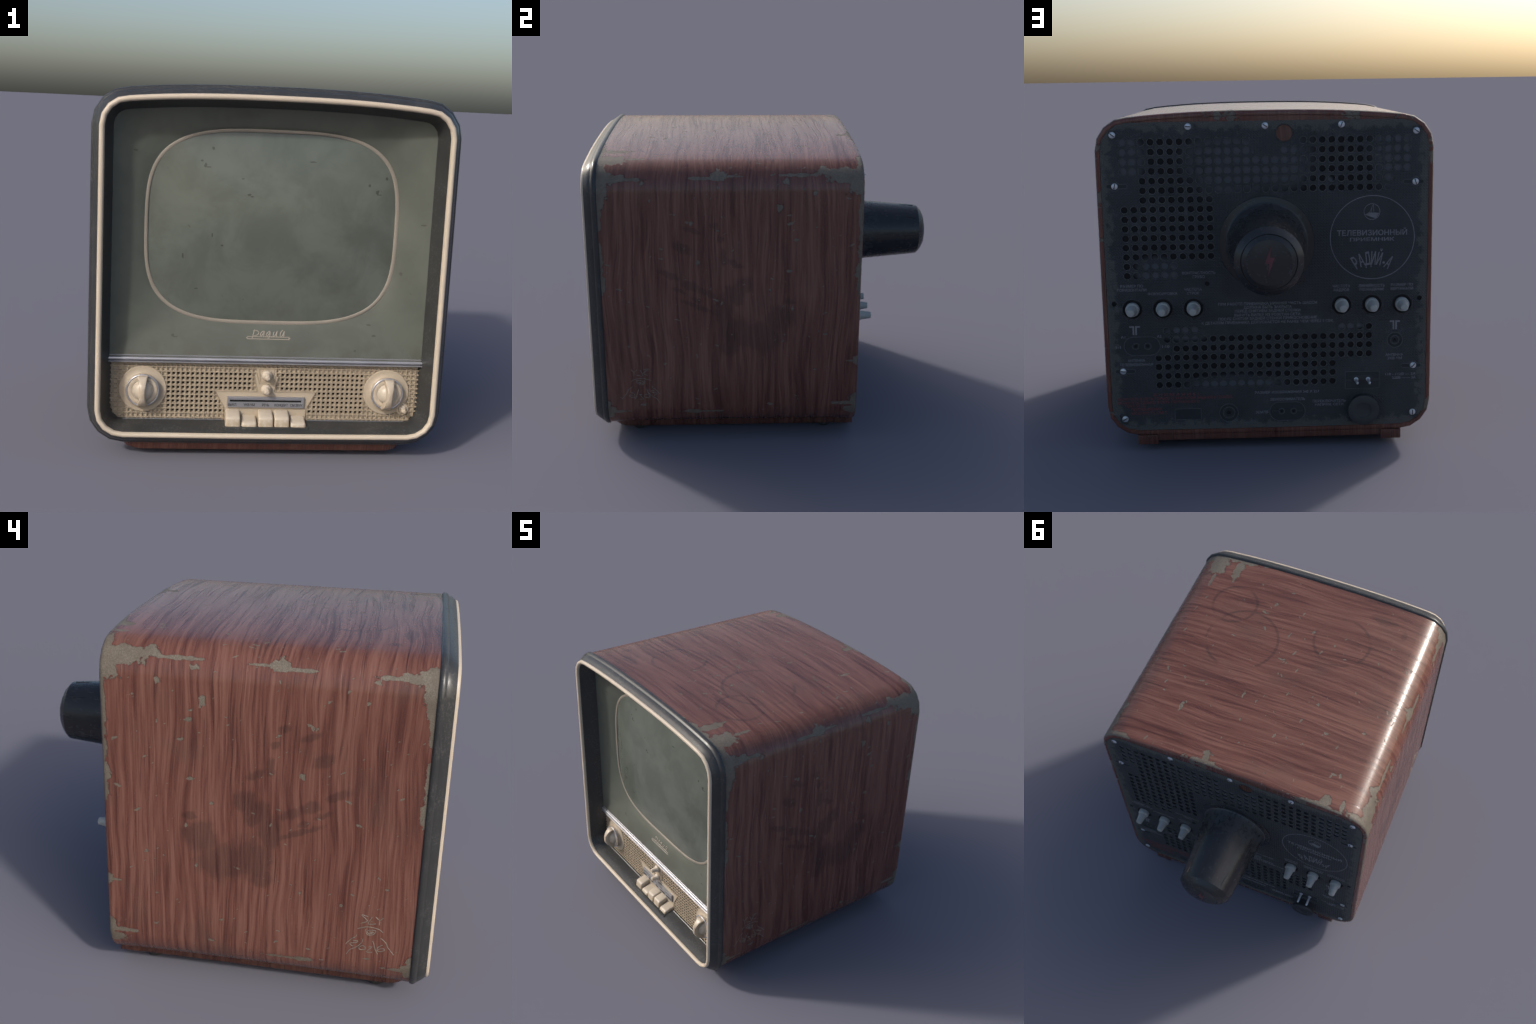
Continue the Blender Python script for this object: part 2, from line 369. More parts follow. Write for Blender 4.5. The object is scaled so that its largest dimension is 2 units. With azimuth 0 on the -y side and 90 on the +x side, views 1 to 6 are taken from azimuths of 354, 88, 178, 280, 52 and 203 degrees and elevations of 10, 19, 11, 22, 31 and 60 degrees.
BRUSHED = plain('brushed_grey_metal', (.36, .36, .385), .42, .7, vary=.06, scale=9., grain=.03)
SCALE_INK = plain('black_ink', (.03, .03, .032), .6)
BLACK = plain('black_void', (.006, .006, .006), .8, vary=.02, bump=0)
BOARD = pressed_board()
DARK_PART = plain('dark_bakelite', (.034, .036, .040), .5, vary=.15, scale=12., wear=(.075, .078, .082), wear_amt=.4)
GLIMPSE = behind_board()
RECESS = plain('dark_recess', (.024, .028, .033), .65, vary=.15, scale=14.)  # floor colour darkened to paint in the shade of the shallow recesses
TUBE = tube_black()
ZINC = plain('zinc_screw', (.62, .65, .70), .38, .65, vary=.1, scale=40.)
PRINT_GREY = plain('grey_print', (.185, .19, .20), .6, vary=.15, scale=18., wear=(.06, .065, .07), wear_amt=.75, wear_lo=.60)
PRINT_RED = plain('red_print', (.20, .044, .052), .6, vary=.15, scale=18., wear=(.06, .05, .055), wear_amt=.8, wear_lo=.56)
BOLT_RED = plain('dull_red_mark', (.125, .036, .042), .6, vary=.2, scale=25.)
HOLE_RIM = plain('worn_hole_rim', (.108, .110, .105), .6, vary=.25, scale=7., wear=(.05, .054, .058), wear_amt=1., wear_lo=.47)
EDGE_HIGHLIGHT = plain('drawn_edge_highlight', (.085, .09, .092), .55, vary=.3, scale=16.)  # lighter line colour draws the highlights on recess and socket edges
KNOB_WHITE = plain('chalky_white_plastic', (.38, .39, .375), .5, vary=.08, scale=25., wear=(.33, .29, .23), wear_amt=.4)
RUBBER = plain('black_rubber', (.03, .032, .032), .7)
SCRATCH = plain('bare_scratch', (.20, .17, .135), .6, vary=.2, scale=60.)

# ------------------------------------------------------------------ mesh helpers
ROOT = bpy.data.objects.new('television_set', None)
COLL.objects.link(ROOT)
ROOT['label'] = 'old wooden television set with worn red veneer'
ROOT['category'] = 'vintage television'


def add(name, me, mat=None, parent=ROOT, angle=35., kind=None):
    o = bpy.data.objects.new(name, me)
    COLL.objects.link(o)
    if mat is not None and not me.materials:
        me.materials.append(mat)
    if angle is not None:
        me.polygons.foreach_set('use_smooth', [True] * len(me.polygons))
        me.set_sharp_from_angle(angle=math.radians(angle))
    o.parent = parent
    if kind: o['kind'] = kind
    return o


def mesh(name, verts, faces):
    me = bpy.data.meshes.new(name)
    me.from_pydata([tuple(v) for v in verts], [], faces)
    me.update()
    return me


def rings_mesh(name, rings, close=True, cap0=False, cap1=False):
    n = len(rings[0]); vs = [p for r in rings for p in r]; fs = []
    for i in range(len(rings) - 1):
        for j in range(n if close else n - 1):
            k = (j + 1) % n
            fs.append((i * n + j, i * n + k, (i + 1) * n + k, (i + 1) * n + j))
    if cap0: fs.append(tuple(range(n - 1, -1, -1)))
    if cap1: fs.append(tuple((len(rings) - 1) * n + j for j in range(n)))
    me = mesh(name, vs, fs)
    bm = bmesh.new(); bm.from_mesh(me)
    bmesh.ops.recalc_face_normals(bm, faces=bm.faces)
    bm.to_mesh(me); bm.free()
    return me


def lathe(name, prof, cx, cz, seg=32, sign=1., y0=0.):
    """turn (radius, height) about an axis along y; sign -1 points to the front"""
    rings = []
    for r, h in prof:
        r = max(r, 1e-4)
        rings.append([(cx + r * math.cos(TAU * k / seg), y0 + sign * h, cz + r * math.sin(TAU * k / seg)) for k in range(seg)])
    return rings_mesh(name, rings, cap0=True, cap1=True)


def box_mesh(name, lo, hi, bevel=0., seg=2):
    bm = bmesh.new(); bmesh.ops.create_cube(bm, size=1.)
    for v in bm.verts:
        v.co = Vector([(a + b) / 2 + c * (b - a) for a, b, c in zip(lo, hi, v.co)])
    if bevel: bmesh.ops.bevel(bm, geom=bm.edges[:], offset=bevel, segments=seg, affect='EDGES', profile=.6)
    me = bpy.data.meshes.new(name); bm.to_mesh(me); bm.free()
    return me


FRONT = Matrix(((1, 0, 0, 0), (0, 0, -1, 0), (0, 1, 0, 0), (0, 0, 0, 1)))   # drawn plane seen from -y
BACK = Matrix(((-1, 0, 0, 0), (0, 0, 1, 0), (0, 1, 0, 0), (0, 0, 0, 1)))    # drawn plane seen from +y


def curve_to_mesh(cu, name):
    o = bpy.data.objects.new('tmp', cu); COLL.objects.link(o)
    bpy.context.view_layer.update()
    me = bpy.data.meshes.new_from_object(o.evaluated_get(bpy.context.evaluated_depsgraph_get()))
    bpy.data.objects.remove(o); bpy.data.curves.remove(cu)
    me.name = name; me.materials.clear()
    return me


def plate(name, loops, near, far, side=FRONT, bevel=0.):
    """flat plate cut from closed outlines (inner ones are holes); near/far are its y planes"""
    cu = bpy.data.curves.new(name, 'CURVE'); cu.dimensions = '2D'; cu.fill_mode = 'BOTH'
    for lp in loops:
        sp = cu.splines.new('POLY'); sp.points.add(len(lp) - 1); sp.use_cyclic_u = True
        sp.points.foreach_set('co', [c for p in lp for c in (p[0], p[1], 0., 1.)])
    half = abs(near - far) / 2
    cu.extrude = max(half - bevel, 1e-5)
    if bevel: cu.bevel_depth = bevel; cu.bevel_resolution = 1; cu.offset = -bevel
    me = curve_to_mesh(cu, name)
    me.transform(Matrix.Translation((0, (near + far) / 2, 0)) @ side)
    return me


def circle(cx, cz, r, n=28, ph=0.):
    return [(cx + r * math.cos(ph + TAU * k / n), cz + r * math.sin(ph + TAU * k / n)) for k in range(n)]


def stadium(x0, x1, z0, z1, n=12):
    r = (z1 - z0) / 2; cz = (z0 + z1) / 2
    return [(x1 - r + r * math.cos(a), cz + r * math.sin(a)) for a in [-math.pi / 2 + math.pi * k / n for k in range(n + 1)]] + \
           [(x0 + r + r * math.cos(a), cz + r * math.sin(a)) for a in [math.pi / 2 + math.pi * k / n for k in range(n + 1)]]


def rect(x0, x1, z0, z1):
    return [(x0, z0), (x1, z0), (x1, z1), (x0, z1)]


def strokes(name, lines, width, y, side=FRONT, mat=None, parent=ROOT, res=3, depth=None):
    """round-section strokes following polylines drawn on the plane at y"""
    cu = bpy.data.curves.new(name, 'CURVE'); cu.dimensions = '3D'
    cu.bevel_depth = width; cu.bevel_resolution = 1; cu.use_fill_caps = True; cu.resolution_u = res
    for ln in lines:
        sp = cu.splines.new('POLY'); sp.points.add(len(ln) - 1)
        for p, q in zip(sp.points, ln): p.co = (q[0], q[1], 0., 1.)
    me = curve_to_mesh(cu, name)
    if depth: me.transform(Matrix.Diagonal((1, 1, depth, 1)))
    me.transform(Matrix.Translation((0, y, 0)) @ side)
    return add(name, me, mat, parent, 60.)


def smooth_line(pts, n=5):
    """Catmull-Rom through the points"""
    P = [pts[0]] + list(pts) + [pts[-1]]; out = []
    for i in range(1, len(P) - 2):
        for k in range(n):
            t = k / n; a, b, c, d = P[i - 1], P[i], P[i + 1], P[i + 2]
            out.append(tuple(.5 * (2 * b[j] + (c[j] - a[j]) * t + (2 * a[j] - 5 * b[j] + 4 * c[j] - d[j]) * t * t +
                                   (3 * b[j] - a[j] - 3 * c[j] + d[j]) * t ** 3) for j in (0, 1)))
    return out + [pts[-1]]


def text_mesh(body, name='lettering'):
    cu = bpy.data.curves.new(name, 'FONT'); cu.body = body; cu.resolution_u = 3; cu.fill_mode = 'BOTH'
    cu.extrude = .02; cu.bevel_depth = .016; cu.bevel_resolution = 0
    return curve_to_mesh(cu, name)


CAP = None


def lettering(body, x0, x1, base, cap, y, side, mat, parent, name, thick=.0012, turn=0., pivot=None):
    """text stretched from x0 to x1 with its base line at z = base and capitals `cap` high"""
    global CAP
    if CAP is None:
        m0 = text_mesh('Н'); CAP = max(v.co.y for v in m0.vertices); bpy.data.meshes.remove(m0)
    me = text_mesh(body)
    xs = [v.co.x for v in me.vertices]
    sx = (x1 - x0) / (max(xs) - min(xs)); sz = cap / CAP
    M = Matrix.Translation((x0, base, 0)) @ Matrix.Diagonal((sx, sz, thick / .072, 1)) @ Matrix.Translation((-min(xs), 0, 0))
    if turn:
        px, pz = pivot
        M = Matrix.Translation((px, pz, 0)) @ Matrix.Rotation(turn, 4, 'Z') @ Matrix.Translation((-px, -pz, 0)) @ M
    me.transform(Matrix.Translation((0, y, 0)) @ side @ M)
    return add(name, me, mat, parent, None)

# ------------------------------------------------------------------ cabinet outline
R, CX, CZ0, CZ1 = .155, .645, .232, 1.488


def outline(d=0., flat_top=None, lift=0.):
    """closed (x, z) outline of the cabinet, inset by d: rounded corners, gently crowned top"""
    r = R - d; pts = []
    seg = 4                                                 # corners are faceted in four
    lows = [(-1., -1.), (0., 0.), (.030, .036), (.0545, .058), (.0618, .069), (.079, .083), (.085, .087), (.0885, .078), (.15, .10)]
    low = next(b0 + (b1 - b0) * (d - a0) / (a1 - a0) for (a0, b0), (a1, b1) in zip(lows, lows[1:]) if d <= a1) + lift
    rb = R - low                                            # the bottom is drawn in a little further
    for k in range(0, 3):                                   # bottom, centre to the right
        pts.append((CX * k / 3, .0745 + .003 * (k / 3) ** 2 + low))
    for k in range(seg + 1):
        a = -math.pi / 2 + math.pi / 2 * k / seg
        pts.append((CX + r * math.cos(a), CZ0 + rb * math.sin(a)))
    for k in range(1, 8):
        pts.append((CX + r, CZ0 + (CZ1 - CZ0) * k / 8))
    for k in range(seg + 1):
        a = math.pi / 2 * k / seg
        pts.append((CX + r * math.cos(a), CZ1 + r * math.sin(a)))
    for k in range(7, 0, -1):                               # crowned top to the centre
        t = k / 8
        pts.append((CX * t, CZ1 + r + .026 * (1 - t ** 2.6)))
    pts.append((0., CZ1 + r + .026))
    half = pts[1:-1]
    full = pts + [(-x, z) for x, z in reversed(half)]
    if flat_top is not None:
        full = [(x, min(z, flat_top)) for x, z in full]
    return full


def loft(name, prof, **k):
    return rings_mesh(name, [[(x, q[0], z) for x, z in outline(*q[1:])] for q in prof], **k)


# cabinet shell, open at the front, with a rounded rear edge and a scored line round the rear face
prof = [(-.905, .02), (-.915, 0.)] + [(-.915 + 1.40 * k / 14, 0., None, .010 * math.sin(math.pi * k / 14) ** .3) for k in range(1, 14)] + [(.485, 0.)] + \
       [(.495, .0006), (.502, .0035), (.506, .009), (.507, .014), (.507, .0235), (.504, .0250), (.504, .0262), (.5065, .0277), (.5065, .040, 1.600), (.48, .041, 1.600)]
cab = add('cabinet', loft('cabinet', prof), WOOD, angle=50.)

# plinth: front block with rounded ends, and two runners showing behind
def plinth_outline(inset, y_back, xw, rad):
    pts = [(xw - inset, y_back)]
    for k in range(9):
        a = math.pi / 2 * k / 8
        pts.append((xw - inset - rad + rad * math.cos(a), -.9145 + inset * 1.2 + rad - rad * math.sin(a)))
    return pts + [(-x, y) for x, y in reversed(pts)]
rings = []
for z, ins in ((.088, -.002), (.066, 0.), (.045, .001), (.0320, .003), (.0290, .005)):
    rings.append([(x, y, z) for x, y in plinth_outline(ins, .44, .653, .10)])
add('plinth', rings_mesh('plinth', rings, cap0=True, cap1=True), WOOD_BASE, angle=40.)
run = box_mesh('runner', (-.050, .40, .0305), (.050, .5055, .078), .003)
add('rear_rail', box_mesh('rear_rail', (-.57, .42, .0475), (.57, .497, .085), .003), WOOD_BASE)
for sx in (-1, 1):
    o = add('plinth_runner', run, WOOD_BASE); o.location = (sx * .605, 0, 0)
foot = rings_mesh('rubber_foot', [[(r * math.cos(TAU * k / 20), r * math.sin(TAU * k / 20), z) for k in range(20)]
                                  for r, z in ((.040, .040), (.040, .012), (.035, .003), (.027, 0.), (.001, 0.))], cap0=True, cap1=True)
for fx in (-.60, .60):
    for fy in (-.757, .34):
        o = add('rubber_foot', foot, RUBBER); o.location = (fx, fy, 0)

# ------------------------------------------------------------------ front frame
frame = add('front_frame', loft('front_frame', [
    (-.905, .02), (-.914, .003), (-.9155, -.003), (-.919, -.0066), (-.926, -.0085), (-.934, -.0075), (-.941, -.003), (-.9445, .0015), (-.9465, .0042),
    (-.9485, .0048), (-.952, .0052), (-.972, .0180), (-.983, .0268), (-.987, .0295)]), FRAME, angle=40.)
add('funnel', loft('funnel', [(-.986, .0530), (-.982, .0545), (-.972, .0570), (-.957, .0618), (-.930, .0710), (-.905, .0790), (-.885, .0850), (-.879, .0868), (-.872, .0885), (-.862, .0930), (-.850, .0990)]),
    FRAME, frame, 40.)
add('frame_bead', loft('frame_bead', [(-.978, .029), (-.986, .0292), (-.994, .0308), (-.9985, .0350), (-1.0, .0410), (-.9988, .0470), (-.995, .0515), (-.988, .0538), (-.978, .0545)]),
    BEAD, angle=60.)

# ------------------------------------------------------------------ glass panel and screen
SCX, SCZ, SW, SH, SE = 0., 1.0485, .568, .4365, 3.4
YR, YE = -.832, -.8885                                       # depth at the screen's edge and at the panel's rim


def sup_r(a):
    return 1 / (abs(math.cos(a) / SW) ** SE + abs(math.sin(a) / SH) ** SE) ** (1 / SE)


def rim_r(a):
    c, s = math.cos(a), math.sin(a)
    return min(.725 / max(abs(c), 1e-6), (.560 if s > 0 else .592) / max(abs(s), 1e-6))


def panel_y(x, z):
    """the panel dishes in from its rim to the picture opening"""
    a = math.atan2(z - SCZ, x - SCX); r = math.hypot(x - SCX, z - SCZ)
    t = (r - sup_r(a)) / (rim_r(a) - sup_r(a))
    return YR + (YE - YR) * max(0., t) ** .8


NS = 160
par = [TAU * (k + .5) / NS for k in range(NS)]


def around(f):
    return [f(a) for a in par]


rings = []
for t in (0., .15, .3, .5, .7, .85, 1.):
    rings.append(around(lambda a: (SCX + math.cos(a) * (sup_r(a) * (1 - t) + rim_r(a) * t), YR + (YE - YR) * t ** .8, SCZ + math.sin(a) * (sup_r(a) * (1 - t) + rim_r(a) * t))))
rings = [[(x, -.80, z) for x, y, z in rings[0]]] + rings + [[(x, -.80, z) for x, y, z in rings[-1]]]
panel = add('screen_panel', rings_mesh('screen_panel', rings), GLASS, angle=60.)
rings = [around(lambda a: (SCX + math.cos(a) * (sup_r(a) + o), YR + y, SCZ + math.sin(a) * (sup_r(a) + o)))
         for o, y in ((.0098, .004), (.0090, -.0030), (.0062, -.0044), (-.0055, -.0042), (-.0083, -.0024), (-.0090, .006))]
add('screen_border', rings_mesh('screen_border', rings), SCREEN_RING, panel, 60.)
rings = []
for i in range(30):
    k = (1. - i / 30) ** 1.0
    def dome(a):
        x, z = math.cos(a) * (sup_r(a) - .004) * k, math.sin(a) * (sup_r(a) - .004) * k
        return (SCX + x, YR + .004 - .052 * max(0., 1 - abs(x / SW) ** 2.6) * max(0., 1 - abs(z / SH) ** 1.7), SCZ + z)
    rings.append(around(dome))
add('screen_glass', rings_mesh('screen_glass', rings, cap1=True), SCREEN, panel, 80.)

# script nameplate on the panel, drawn as pen strokes (units: 1/7550 m, measured from the bar's left end)
def script(pts):
    return smooth_line([(-.103 + (u - 330) * .1325e-3, .5475 - (v - 590 - (u - 330) * .019) * .1325e-3) for u, v in pts])
name_lines = [
    [(640, 335), (615, 430), (585, 540), (555, 625)], [(585, 385), (640, 365), (735, 378), (785, 430), (760, 490), (690, 528), (605, 545)],
    [(985, 400), (930, 395), (870, 440), (845, 500), (850, 545), (900, 520), (955, 450), (985, 400), (968, 480), (955, 555)],
    [(1190, 405), (1140, 400), (1080, 450), (1055, 510), (1075, 545), (1130, 500), (1185, 410), (1175, 520), (1145, 605), (1090, 640)],
    [(1320, 405), (1300, 480), (1285, 545), (1320, 560), (1380, 490), (1430, 395), (1410, 480), (1402, 560)],
    [(1628, 360), (1560, 415), (1530, 530), (1560, 565), (1620, 515), (1678, 400), (1662, 480), (1655, 565)]]
plate_o = strokes('nameplate', [script(l) for l in name_lines] +
        [[(-.096, .5515), (.099, .5515)], [(-.096, .5415), (.099, .5415)], [(-.0985, .549), (-.0985, .544)], [(.1005, .549), (.1005, .544)],
         [(-.094, .549), (-.094, .544)], [(.096, .549), (.096, .544)]],
        .0025, -.0004, mat=SCREEN_RING, parent=panel, depth=.7)
for v in plate_o.data.vertices: v.co.y += panel_y(v.co.x, v.co.z)

# metal strip dividing glass panel and control strip
sp = [(-.85, .4665), (-.886, .4660), (-.8895, .4635), (-.8885, .4605), (-.8780, .4594), (-.8780, .4566), (-.893, .4552), (-.8970, .4510), (-.8970, .4455),
      (-.894, .4420), (-.876, .4407), (-.876, .4383), (-.896, .4372), (-.9000, .4345), (-.898, .4315), (-.892, .4302), (-.85, .4297)]
add('trim_strip', rings_mesh('trim_strip', [[(x, y, z) for y, z in sp] for x in (-.725, .725)], cap0=True, cap1=True), CHROME, angle=50.)

# ------------------------------------------------------------------ control strip
P = .0218
cells, deep = [], []
for j in range(-2, 11):
    cz = .3752 - P * j
    for i in range(-33, 33):
        cx = (i + .5) * P
        cells.append((cx, cz))
        a = abs(cx)
        if 0 <= j <= 8 and .07 < a < .45 and not (j >= 4 and a < .247 - .0105 * (j - 4)):
            deep.append((cx, cz))


def square(c, h, n=0.):
    return [(c[0] - h, c[1] - h), (c[0] + h, c[1] - h), (c[0] + h, c[1] + h), (c[0] - h, c[1] + h)]


fascia = add('control_strip', plate('control_strip', [rect(-.725, .725, .135, .4305)] + [square(c, .0054) for c in deep], -.8665, -.8625), IVORY_DEEP, angle=None)
add('speaker_grille', plate('speaker_grille', [rect(-.7235, .7235, .1455, .4302)] + [square(c, .0077) for c in cells], -.8755, -.8655, bevel=.0012), IVORY_TAN, fascia, 30.)
add('speaker_cloth', box_mesh('speaker_cloth', (-.5, -.861, .15), (.5, -.8606, .42)), BLACK, fascia)
# slim glossy tube modelling the sun glint along the sill's rounded back edge
for x0, x1 in ((-.650, -.198), (.198, .650)):
    add('sill_glint_tube', rings_mesh('sill_glint_tube', [[(x, -.8855 + .0032 * math.cos(TAU * k / 10), .1632 + .0032 * math.sin(TAU * k / 10)) for k in range(10)] for x in (x0, x1)],
        cap0=True, cap1=True), SILL_GLINT, fascia, 60.)

# central plate: wide trapezium with a two-step neck
add('control_plate', plate('control_plate', [[(-.232, .297), (-.189, .2155), (-.189, .14), (.189, .14), (.189, .2155), (.232, .297),
    (.038, .2972), (.057, .371), (.050, .366), (.0455, .391), (.040, .406), (-.040, .406), (-.0455, .391), (-.050, .366), (-.057, .371), (-.038, .2972)]],
    -.8765, -.864, bevel=.0012), IVORY, fascia, 30.)
strokes('control_plate_rim', [[(-.231, .2955), (-.0395, .2955)], [(.0395, .2955), (.231, .2955)], [(-.231, .2955), (-.188, .2150), (-.188, .15)],
        [(.231, .2955), (.188, .2150), (.188, .15)], [(-.055, .369), (-.0375, .297)], [(.055, .369), (.0375, .297)],
        [(-.0455, .388), (-.0325, .334), (.0355, .334), (.0465, .388)], [(-.038, .404), (.039, .404)],
        [(-.034, .402), (-.0275, .343), (.0300, .343), (.036, .402)]], .0021, -.8765, mat=IVORY_TAN, parent=fascia)

# scale bar with its slot and captions
bar = add('scale_bar', plate('scale_bar', [rect(-.178, .178, .2235, .2735), rect(-.165, .1655, .2488, .2592)], -.8885, -.872, bevel=.0015), BRUSHED, fascia, 40.)
add('scale_slot', box_mesh('scale_slot', (-.17, -.880, .247), (.17, -.876, .261)), BLACK, bar)
for body, a, b in (('ВЫКЛ.', -.1725, -.1325), ('УКВ.ЧМ', -.102, -.0505), ('РЕЧЬ', -.016, .0165), ('КОНЦЕРТ', .0415, .1035), ('СМ.ЗВУК', .1145, .1715)):
    lettering(body, a, b, .2310, .0122, -.8889, FRONT, SCALE_INK, bar, 'scale_caption', .001)

# push buttons: three out, two pressed
def button(tall):
    zf, zb = (.192, .2125) if tall else (.168, .186)
    bm = bmesh.new()
    co = [(-.0352, -.944, .151), (.0352, -.944, .151), (.0352, -.87, .151), (-.0352, -.87, .151),
          (-.0335, -.939 if tall else -.938, zf), (.0335, -.939 if tall else -.938, zf), (.0345, -.87, zb), (-.0345, -.87, zb)]
    vs = [bm.verts.new(c) for c in co]
    for f in ((3, 2, 1, 0), (4, 5, 6, 7), (0, 1, 5, 4), (1, 2, 6, 5), (2, 3, 7, 6), (3, 0, 4, 7)): bm.faces.new([vs[i] for i in f])
    es = [e for e in bm.edges if not all(v.co.z < .16 for v in e.verts)]
    bmesh.ops.bevel(bm, geom=es, offset=.0095, segments=4, affect='EDGES', profile=.5)
    me = bpy.data.meshes.new('push_button'); bm.to_mesh(me); bm.free()
    return me
up, down = button(True), button(False)
for cx, me in ((-.151, up), (-.0765, down), (-.0005, up), (.0735, up), (.1495, down)):
    o = add('push_button', me, IVORY_PALE, fascia, 40.); o.location = (cx, 0, 0)
add('button_tray', box_mesh('button_tray', (-.195, -.9565, .128), (.195, -.862, .1512), .002), FRAME, frame)

# tuning knobs
def hourglass_grip(cx, cz, turn):
    rings = []
    n = 16
    for i in range(n + 1):
        t = -1 + 2 * i / n
        z = t * .0705
        w = .0130 + .0095 * t * t
        h = .010 + .043 * (1 - abs(t) ** 2.6) + .010
        pr = [(-w * 1.12, 0.), (-w * 1.02, h * .80), (-w * .9, h * .95), (-w * .6, h), (w * .6, h), (w * .9, h * .95), (w * 1.02, h * .80), (w * 1.12, 0.)]
        c, s = math.cos(turn), math.sin(turn)
        rings.append([(cx + px * c - z * s, -.9035 - ph, cz + z * c + px * s) for px, ph in pr])
    return rings_mesh('knob_grip', rings, cap0=True, cap1=True)
for cx, turn in ((-.5635, 0.), (.5625, -.05)):
    cz = .3025
    kb = add('tuning_knob', lathe('tuning_knob', [(.1075, -.01), (.1075, 0.), (.1062, .0022), (.1035, .0030), (.10, .0026), (.0775, .0050), (.0745, .0080),
             (.0735, .016), (.0735, .025), (.0735, .0285)], cx, cz, 48, -1, -.8765), IVORY, fascia, 40.)
    add('knob_ring', lathe('knob_ring', [(.0725, .030), (.0755, .0335), (.0765, .0365), (.0750, .0395), (.0715, .0405), (.0680, .0392), (.0672, .0372), (.066, .036)],
        cx, cz, 48, -1, -.8680), CHROME, kb, 60.)
    add('knob_face', lathe('knob_face', [(.0672, .030), (.0668, .0385), (.0660, .0392), (.0490, .0385), (.0478, .0370), (.0470, .0375), (.0440, .0480), (.0370, .0580), (.0270, .0650),
        (.0140, .0690), (0., .0700)], cx, cz, 48, -1, -.8680), IVORY_PALE, kb, 50.)
    add('knob_grip', hourglass_grip(cx, cz, turn), IVORY_PALE, kb, 45.)
# dimple and fine-tuning pin beside the right knob
add('dimple', lathe('dimple', [(.0115, -.004), (.0115, .0015), (.0098, .0024), (.0078, .0010), (.0065, -.0015), (0., -.0020)], .540, .386, 20, -1, -.8785), IVORY, fascia, 60.)
add('pin_collar', lathe('pin_collar', [(.030, -.006), (.030, .001), (.0285, .0028), (.026, .0032), (0., .0032)], .645, .222, 28, -1, -.8775), IVORY, fascia, 50.)
pin = [(.0245, -.006), (.0248, .004), (.0235, .0095), (.0185, .0145), (.0160, .0170), (.0130, .0440), (.0118, .0470), (.0095, .0482), (0., .0485)]
for cx, cz, k in ((.0005, .3755, 1.), (0., .3085, 1.), (.646, .2225, .78)):
    add('pin_knob', lathe('pin_knob', [(r * k, h * k) for r, h in pin], cx, cz, 28, -1, -.8790), IVORY_PALE, fascia, 45.)

# ------------------------------------------------------------------ back board (drawn in X = -x)
YB = .5085
rows_up = []
gx = .0448
for j in range(15):
    ks = {0: list(range(-15, -1)) + list(range(4, 16)), 1: list(range(-15, -1)) + list(range(2, 16)), 2: list(range(-15, 16)), 3: list(range(-15, 16)),
          4: list(range(-13, 14)), 5: list(range(-13, 14)), 6: list(range(-13, -5)), 13: list(range(-15, -9)), 14: list(range(-15, -9))}.get(j, list(range(-15, -5)))
    rows_up += [(k * gx, 1.526 - .0455 * j) for k in ks]
rows_low = []
for j in range(7):
    ks = {0: list(range(-11, -7)) + list(range(8, 12)), 1: range(-11, 12), 2: range(-10, 12), 3: range(-12, 12)}.get(j, range(-12, 8))
    rows_low += [(k * gx, .615 - .0461 * j) for k in ks]
vents = rows_up + rows_low
KNOBS = [(s * k, .724) for s in (-1, 1) for k in (.359, .507, .654)]
SLOTS = [(-.713, 1.321, -.752, -.652), (.713, 1.321, .652, .752), (-.713, .4125, -.752, -.652), (.713, .4095, .652, .752)]


def keyhole(cx, cz, x0, x1):
    """slot with a round counterbore at the screw, as one star-shaped outline about the screw"""
    out = []
    for k in range(72):
        a = TAU * k / 72; c, s = math.cos(a), math.sin(a); best = .0215
        for t in range(60):
            r = .0215 + .085 * t / 60
            px, pz = cx + r * c, r * s
            rr = .0105
            ex = max(x0 + rr - px, 0, px - (x1 - rr))
            if ex * ex + pz * pz <= rr * rr: best = max(best, r)
        out.append((cx + best * c, cz + best * s))
    return out


def board_outline():
    return [(-x, z) for x, z in reversed(outline(.0262, 1.6185))]


recesses = [keyhole(*s) for s in SLOTS] + [circle(a, b, .0495) for a, b in KNOBS] + \
           [stadium(-.703, -.528, .493, .586), circle(.621, .542, .038), rect(-.467, -.339, .157, .213), circle(-.2015, .187, .046),
            stadium(.001, .177, .140, .235), rect(.377, .545, .297, .384)]
holes = [circle(a, b, .0158, 18) for a, b in vents] + [circle(.0895, 1.5595, .0390, 32), circle(-.741, .7525, .0125, 16), circle(.740, .7515, .0125, 16), circle(-.291, .8435, .0125, 16)]
board = add('back_board', plate('back_board', [board_outline()] + recesses + holes, YB, .5000, BACK), BOARD, angle=30.)
add('chassis', plate('chassis', [[(-x, z) for x, z in reversed(outline(.036, 1.608))]], .5015, .4975, BACK), GLIMPSE, board, None)
# floors of the recesses
add('recess_floor', plate('recess_floor', [rect(a, b, c, d) for a, b, c, d in
    [(min(x0, x1) - .01, max(x0, x1) + .01, cz - .03, cz + .03) for cx, cz, x0, x1 in SLOTS] +
    [(-.71, -.52, .485, .593), (.578, .664, .50, .585), (-.475, -.33, .15, .22), (-.252, -.150, .137, .237), (-.005, .183, .133, .242), (.37, .55, .29, .391)]],
    .5045, .5005, BACK), RECESS, board, None, 'stuff')
add('knob_well', plate('knob_well', [circle(a, b, .055) for a, b in KNOBS], .5030, .4995, BACK), BLACK, board, None, 'stuff')
